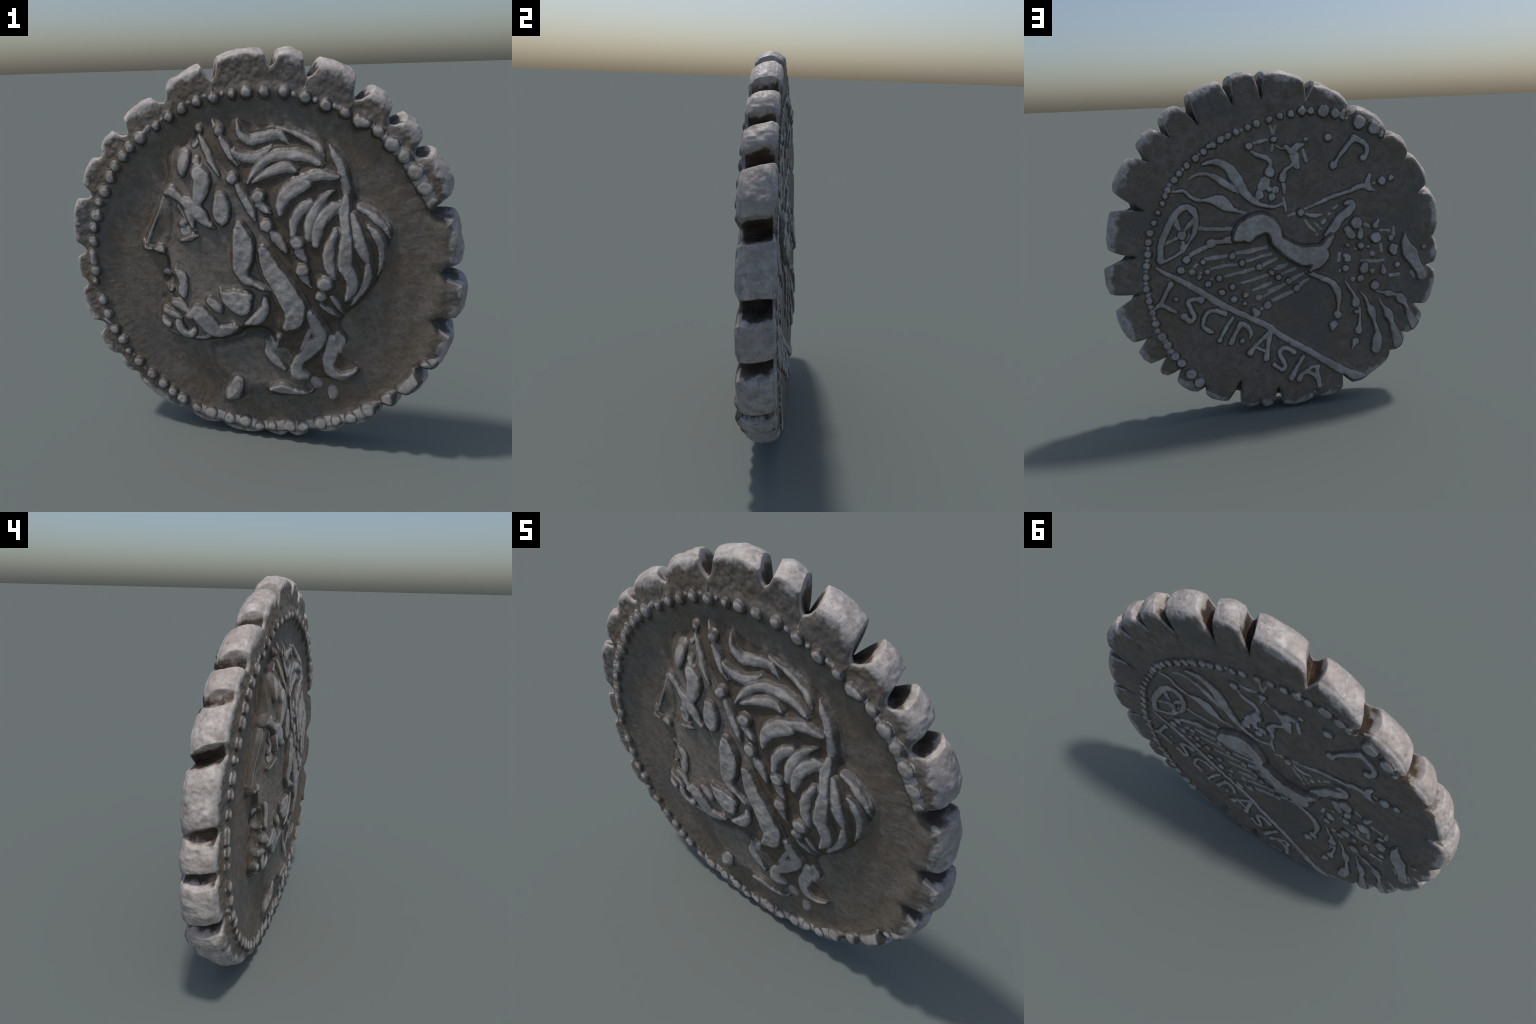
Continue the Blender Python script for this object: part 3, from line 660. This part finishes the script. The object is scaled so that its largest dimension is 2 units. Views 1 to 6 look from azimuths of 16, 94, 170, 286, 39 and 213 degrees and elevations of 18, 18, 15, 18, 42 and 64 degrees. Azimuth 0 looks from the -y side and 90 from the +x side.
    for name, parent, height, strokes in PARTS[side]:
        parent = parent or PARENT_OF.get(name)
        lab = new_label(name, parent, 'flesh' if name == 'nose_flank' else 'pale')
        for s in strokes:
            m = 0.06
            lo = (s[:, :2] - s[:, 2:3]).min(0) - m; hi = (s[:, :2] + s[:, 2:3]).max(0) + m
            i = np.where((u > lo[0]) & (u < hi[0]) & (v > lo[1]) & (v < hi[1]))[0]
            d, rad = stroke_distance(wu[i], wv[i], s)
            out = np.minimum(0.55 * rad, FLARE[side]) + 0.002           # foot of the flank outside the drawn edge
            width = np.minimum(rad + out, 1.9 * FLARE[side] + 0.012 + 0.8 * max(0, height - 0.02))
            x = np.clip((out - d) / width, 0, 1)
            f = 1 - (1 - x) ** 2.0
            f = f * smooth(0.0, 0.30, x)                                # soften the foot
            fillet = (0.36 if name == 'hair_lock' else 0.15) * np.exp(-np.maximum(d - out, 0) / 0.014) * smooth(0.055, 0.02, d - out)
            prof = np.maximum(f, fillet)
            slim = np.clip(rad / 0.012, 0.45, 1)
            val = RELIEF_GAIN[side] * height * prof * slim
            up = val > relief[i]
            relief[i] = np.where(up, val, relief[i])
            take = (f > strongest[i]) | ((f > 0.45) & up)
            label[i] = np.where(take, lab, label[i]); strongest[i] = np.maximum(strongest[i], np.where(take, f, 0))
            mo = np.exp(-((d - 0.020) / 0.012) ** 2) * np.minimum(1, height / 0.012) * slim
            moat[i] = np.maximum(moat[i], mo)
    relief = relief * (1 + 0.10 * noise(u, v, 0 * u + t, 0.026, 61)) * (0.35 + 0.65 * smooth(0, 0.03, edge))
    h = h + relief - 0.002 * moat * np.exp(-relief / 0.004)
    fine = 0.0007 * noise(u, v, 0 * u, 0.024, 7 + t) + 0.0005 * noise(u, v, 0 * u, 0.009, 9 + t)
    broad = 0.0016 * noise(u, v, 0 * u, 0.10, 2 + t)
    rough = rim * (0.0024 * noise(u, v, 0 * u, 0.030, 21 + t) + 0.0014 * noise(u, v, 0 * u, 0.014, 23 + t)) * smooth(0, .02, edge)
    h = h + fine + broad + rough
    y = -h if side == 'obverse' else h
    return np.stack([u, y, v], 1), label

front, lab_f = build_face('obverse')
back, lab_b = build_face('reverse')

# edge strip between the two boundary loops
nv = len(front)
rows = []
depth_rows = []
for k in range(1, EDGE_ROWS):
    t = k / EDGE_ROWS
    R, cut = outline(LDEG, t)
    y = front[loop, 1] * (1 - t) + back[loop, 1] * t
    c = 1 - (2 * t - 1) ** 2
    ang = np.radians(LDEG)
    bulge = 0.017 * c ** 0.6 * np.clip(1 - cut / 0.05, -0.6, 1)
    R = R + bulge
    x, z = R * np.cos(ang), R * np.sin(ang)
    body = smooth(0, 0.35, c)
    wob = 0.0045 * noise(x, y, z, 0.075, 31) + 0.0036 * noise(x, y, z, 0.035, 32) + 0.0018 * noise(x, y, z, 0.015, 33)
    R = R + wob * body
    rows.append(np.stack([R * np.cos(ang), y, R * np.sin(ang)], 1))
    depth_rows.append(cut)
verts = np.concatenate([front, back] + rows)
ids = [loop] + [2 * nv + k * NB + np.arange(NB) for k in range(EDGE_ROWS - 1)] + [nv + loop]

def quads(grid):
    return np.stack([grid[:-1, :-1].ravel(), grid[1:, :-1].ravel(), grid[1:, 1:].ravel(), grid[:-1, 1:].ravel()], 1)
qf = quads(IDX)                      # normal towards -y
qb = quads(IDX + nv)[:, ::-1]
def vote(q, lab):
    return lab[q].max(axis=1) if False else lab[q[:, 0]]
ff, fl, fm = [qf, qb], [lab_f[qf[:, 0]], lab_b[(quads(IDX))[:, 0]]], []
strip_q, strip_l = [], []
for k in range(EDGE_ROWS):
    a, b = ids[k], ids[k + 1]
    strip_q.append(np.stack([a, np.roll(a, -1), np.roll(b, -1), b], 1))
    t = (k + 0.5) / EDGE_ROWS
    mid = LDEG + 180.0 / NB
    strip_l.append(np.array(L_TOOTH)[tooth_index(mid, t)])
strip_q = np.concatenate(strip_q)
faces = np.concatenate([qf, qb, strip_q])
labels = np.concatenate([fl[0], fl[1], np.concatenate(strip_l)])
p = verts[strip_q].mean(1)
is_edge = np.zeros(len(faces), bool)
is_edge[len(qf) + len(qb):] = True

# consistent orientation, then area-weighted vertex normals of the whole coin
def face_normals(f):
    a, b, c, d = [verts[f[:, i]] for i in range(4)]
    return np.cross(c - a, d - b)
n = face_normals(faces)
if n[:len(qf), 1].mean() > 0:
    faces[:len(qf)] = faces[:len(qf), ::-1]
if n[len(qf):len(qf) + len(qb), 1].mean() < 0:
    faces[len(qf):len(qf) + len(qb)] = faces[len(qf):len(qf) + len(qb), ::-1]
s0 = len(qf) + len(qb)
if (n[s0:, 0] * p[:, 0] + n[s0:, 2] * p[:, 2]).mean() < 0:
    faces[s0:] = faces[s0:, ::-1]
n = face_normals(faces)
vn = np.zeros_like(verts)
for c in range(4):
    for k in range(3):
        vn[:, k] += np.bincount(faces[:, c], n[:, k], len(verts))
vn /= np.linalg.norm(vn, axis=1, keepdims=True) + 1e-12

# ------------------------------------------------------------------ materials
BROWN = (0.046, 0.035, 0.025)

class Graph:
    """a few shorthands for building a node tree"""
    def __init__(self, name):
        self.m = bpy.data.materials.new(name); self.m.use_nodes = True
        self.N = self.m.node_tree.nodes; self.L = self.m.node_tree.links
        self.bsdf = self.N['Principled BSDF']
        self.coord = self.N.new('ShaderNodeTexCoord').outputs['Object']
    def tex(self, scale, detail=4.0, rough=0.6, vector=None):
        t = self.N.new('ShaderNodeTexNoise'); t.inputs['Scale'].default_value = scale
        t.inputs['Detail'].default_value = detail; t.inputs['Roughness'].default_value = rough
        self.L.new(vector or self.coord, t.inputs['Vector']); return t.outputs['Fac']
    def ramp(self, src, a, b, lo=0.0, hi=1.0):
        r = self.N.new('ShaderNodeMapRange'); r.interpolation_type = 'SMOOTHSTEP'
        for k, v in (('From Min', a), ('From Max', b), ('To Min', lo), ('To Max', hi)):
            r.inputs[k].default_value = v
        self.L.new(src, r.inputs['Value']); return r.outputs['Result']
    def math(self, op, *args):
        x = self.N.new('ShaderNodeMath'); x.operation = op
        for i, c in enumerate(args):
            if isinstance(c, (int, float)): x.inputs[i].default_value = c
            else: self.L.new(c, x.inputs[i])
        return x.outputs[0]
    def mix(self, fac, a, b):
        x = self.N.new('ShaderNodeMix'); x.data_type = 'RGBA'
        if isinstance(fac, float): x.inputs[0].default_value = fac
        else: self.L.new(fac, x.inputs[0])
        for i, c in ((6, a), (7, b)):
            if isinstance(c, tuple): x.inputs[i].default_value = (*c, 1)
            else: self.L.new(c, x.inputs[i])
        return x.outputs[2]
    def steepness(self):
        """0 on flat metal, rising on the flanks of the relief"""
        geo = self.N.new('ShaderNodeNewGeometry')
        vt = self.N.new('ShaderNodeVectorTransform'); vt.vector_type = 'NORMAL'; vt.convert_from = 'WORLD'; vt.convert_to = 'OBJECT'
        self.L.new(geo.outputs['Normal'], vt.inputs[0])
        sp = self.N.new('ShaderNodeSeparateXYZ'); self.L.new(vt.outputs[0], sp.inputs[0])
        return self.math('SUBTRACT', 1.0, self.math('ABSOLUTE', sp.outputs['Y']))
    def below_envelope(self):
        """how far a point lies inside the flan's outermost radius at its angle (m)"""
        sp = self.N.new('ShaderNodeSeparateXYZ'); self.L.new(self.coord, sp.inputs[0])
        x, z = sp.outputs['X'], sp.outputs['Z']
        r = self.math('SQRT', self.math('ADD', self.math('MULTIPLY', x, x), self.math('MULTIPLY', z, z)))
        turn = self.math('FRACT', self.math('ADD', self.math('DIVIDE', self.math('ARCTAN2', z, x), 2 * math.pi), 1.0))
        cr = self.N.new('ShaderNodeValToRGB'); self.L.new(turn, cr.inputs[0])
        el = cr.color_ramp.elements
        table = ENVELOPE_TABLE + [(360, ENVELOPE_TABLE[0][1])]
        while len(el) < len(table): el.new(0.5)
        for e, (a, rad) in zip(el, table):
            e.position = a / 360.0
            g = (rad - 900) / 200.0; e.color = (g, g, g, 1)
        env = self.math('ADD', self.math('MULTIPLY', cr.outputs['Color'], 0.2), 0.9)
        return self.math('SUBTRACT', env, r)
    def finish(self, colour, rough=0.5, bump=0.3):
        self.L.new(colour, self.bsdf.inputs['Base Color'])
        r = self.ramp(self.tex(30, 3), 0.3, 0.7, rough - 0.08, rough + 0.1)
        self.L.new(r, self.bsdf.inputs['Roughness'])
        self.bsdf.inputs['Specular IOR Level'].default_value = 0.4
        bp = self.N.new('ShaderNodeBump'); bp.inputs['Strength'].default_value = bump; bp.inputs['Distance'].default_value = 0.004
        self.L.new(self.tex(70, 5, 0.65), bp.inputs['Height']); self.L.new(bp.outputs[0], self.bsdf.inputs['Normal'])
        return self.m
    def mottle(self, dark, light, blotch=None, blotch_amount=0.0, cool=None, spots=0.0):
        c = self.mix(self.ramp(self.tex(22, 6, 0.7), 0.32, 0.68), dark, light)
        scuff = self.ramp(self.tex(48, 8, 0.75), 0.48, 0.70, 0.0, 0.32)
        c = self.mix(scuff, c, tuple(min(1.0, 1.5 * k) for k in light))
        c = self.mix(self.ramp(self.tex(34, 5, 0.7), 0.40, 0.24, 0.0, 0.5), c, tuple(0.55 * k for k in dark))
        if blotch:
            c = self.mix(self.math('MULTIPLY', self.ramp(self.tex(5.0, 3), 0.42, 0.68), blotch_amount), c, blotch)
        if cool:
            c = self.mix(self.ramp(self.tex(3.1, 2), 0.50, 0.70, 0.0, 0.7), c, cool)
        if spots:
            c = self.mix(self.math('MULTIPLY', self.ramp(self.tex(60, 2), 0.66, 0.74), spots), c, BROWN)
        return c
    def grime(self, c, lo, hi, amount=0.92):  # brown grime mixed with crevice shade, painted into the colour of steep flanks
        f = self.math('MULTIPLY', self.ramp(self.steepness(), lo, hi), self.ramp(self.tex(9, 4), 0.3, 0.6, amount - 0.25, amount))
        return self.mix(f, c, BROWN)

FIELD_TONES = dict(dark=(0.100, 0.084, 0.068), light=(0.166, 0.146, 0.126), blotch=(0.124, 0.094, 0.062), blotch_amount=0.6, cool=(0.105, 0.099, 0.098), spots=0.5)

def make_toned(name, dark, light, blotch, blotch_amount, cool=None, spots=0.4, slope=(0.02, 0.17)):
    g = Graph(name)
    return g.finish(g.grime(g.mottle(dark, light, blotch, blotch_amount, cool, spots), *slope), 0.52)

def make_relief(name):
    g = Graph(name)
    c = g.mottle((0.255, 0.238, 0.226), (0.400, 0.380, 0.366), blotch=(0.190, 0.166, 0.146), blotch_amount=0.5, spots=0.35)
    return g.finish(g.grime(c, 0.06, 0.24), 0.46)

def make_rim(name):
    """flat of the teeth toned like the field, worn bright towards the outer edge"""
    g = Graph(name)
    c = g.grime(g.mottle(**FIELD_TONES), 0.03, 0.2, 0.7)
    d = g.math('ADD', g.below_envelope(), g.ramp(g.tex(16, 4), 0.3, 0.7, -0.022, 0.022))
    worn = g.ramp(d, 0.048, 0.014, 0.0, 0.95)
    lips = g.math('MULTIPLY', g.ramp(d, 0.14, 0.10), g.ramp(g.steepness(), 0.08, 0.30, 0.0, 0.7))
    light = g.mottle((0.250, 0.230, 0.219), (0.420, 0.396, 0.380), spots=0.3)
    return g.finish(g.mix(g.math('MAXIMUM', worn, lips), c, light), 0.5, 0.4)

def make_edge(name):
    """bright worn edge, brown dirt packed into the file cuts"""
    g = Graph(name)
    light = g.mottle((0.262, 0.234, 0.217), (0.490, 0.450, 0.424), blotch=(0.300, 0.254, 0.224), blotch_amount=0.6, spots=0.4)
    dirt = g.mottle((0.028, 0.022, 0.018), (0.075, 0.058, 0.045), blotch=(0.120, 0.070, 0.036), blotch_amount=0.5)
    d = g.math('ADD', g.below_envelope(), g.ramp(g.tex(18, 4), 0.3, 0.7, -0.018, 0.018))
    packed = g.math('MAXIMUM', g.ramp(d, 0.012, 0.042), g.ramp(g.tex(8.5, 5, 0.65), 0.64, 0.72, 0.0, 0.75))
    return g.finish(g.mix(packed, light, dirt), 0.5, 0.5)

MATERIAL = {
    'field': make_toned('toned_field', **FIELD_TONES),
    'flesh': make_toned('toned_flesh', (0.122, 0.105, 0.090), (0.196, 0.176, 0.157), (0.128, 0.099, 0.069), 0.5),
    'hair': make_toned('hair_base_brown', (0.062, 0.048, 0.036), (0.112, 0.090, 0.071), (0.080, 0.056, 0.034), 0.6),  # darker brown for the base between the hair locks
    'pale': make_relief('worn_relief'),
    'rim': make_rim('worn_rim_face'),
    'edge': make_edge('bright_edge'),
}


# ------------------------------------------------------------------ objects
root = bpy.data.objects.new('ancient_coin', None)
root['label'] = 'worn dark silver serrated coin with bearded head and chariot'
root['category'] = 'coin'
bpy.context.scene.collection.objects.link(root)
pose = Matrix.Translation(CENTRE) @ Matrix.Rotation(YAW, 4, 'Z') @ Matrix.Rotation(TILT, 4, 'X')

order = np.argsort(labels, kind='stable')
starts = np.searchsorted(labels[order], np.arange(len(LABELS) + 1))
built = {}
pending = []
for li, (name, parent, mat) in enumerate(LABELS):
    fi = order[starts[li]:starts[li + 1]]
    if len(fi) < 6:
        continue
    f = faces[fi]
    used, inv = np.unique(f, return_inverse=True)
    inv = inv.reshape(-1)
    me = bpy.data.meshes.new(name)
    me.vertices.add(len(used)); me.loops.add(len(inv)); me.polygons.add(len(fi))
    me.vertices.foreach_set('co', verts[used].astype(np.float32).ravel())
    me.loops.foreach_set('vertex_index', inv.astype(np.int32))
    me.polygons.foreach_set('loop_start', np.arange(0, 4 * len(fi), 4, dtype=np.int32))
    if mat == 'rim':
        for m in ('rim', 'edge'):
            me.materials.append(MATERIAL[m])
        slot = is_edge[fi].astype(np.int32)
        me.polygons.foreach_set('material_index', slot.astype(np.int32))
    else:
        me.materials.append(MATERIAL[mat])
    me.update(calc_edges=True)
    me.polygons.foreach_set('use_smooth', np.ones(len(fi), bool))
    me.normals_split_custom_set_from_vertices(vn[used].astype(np.float32).tolist())
    ob = bpy.data.objects.new(name, me)
    bpy.context.scene.collection.objects.link(ob)
    built.setdefault(name, ob)
    pending.append((ob, parent))
for ob, parent in pending:
    holder = built.get(parent) if parent else None
    if holder is None or holder is ob:
        ob.parent = root
        ob.matrix_basis = pose
    else:
        ob.parent = holder
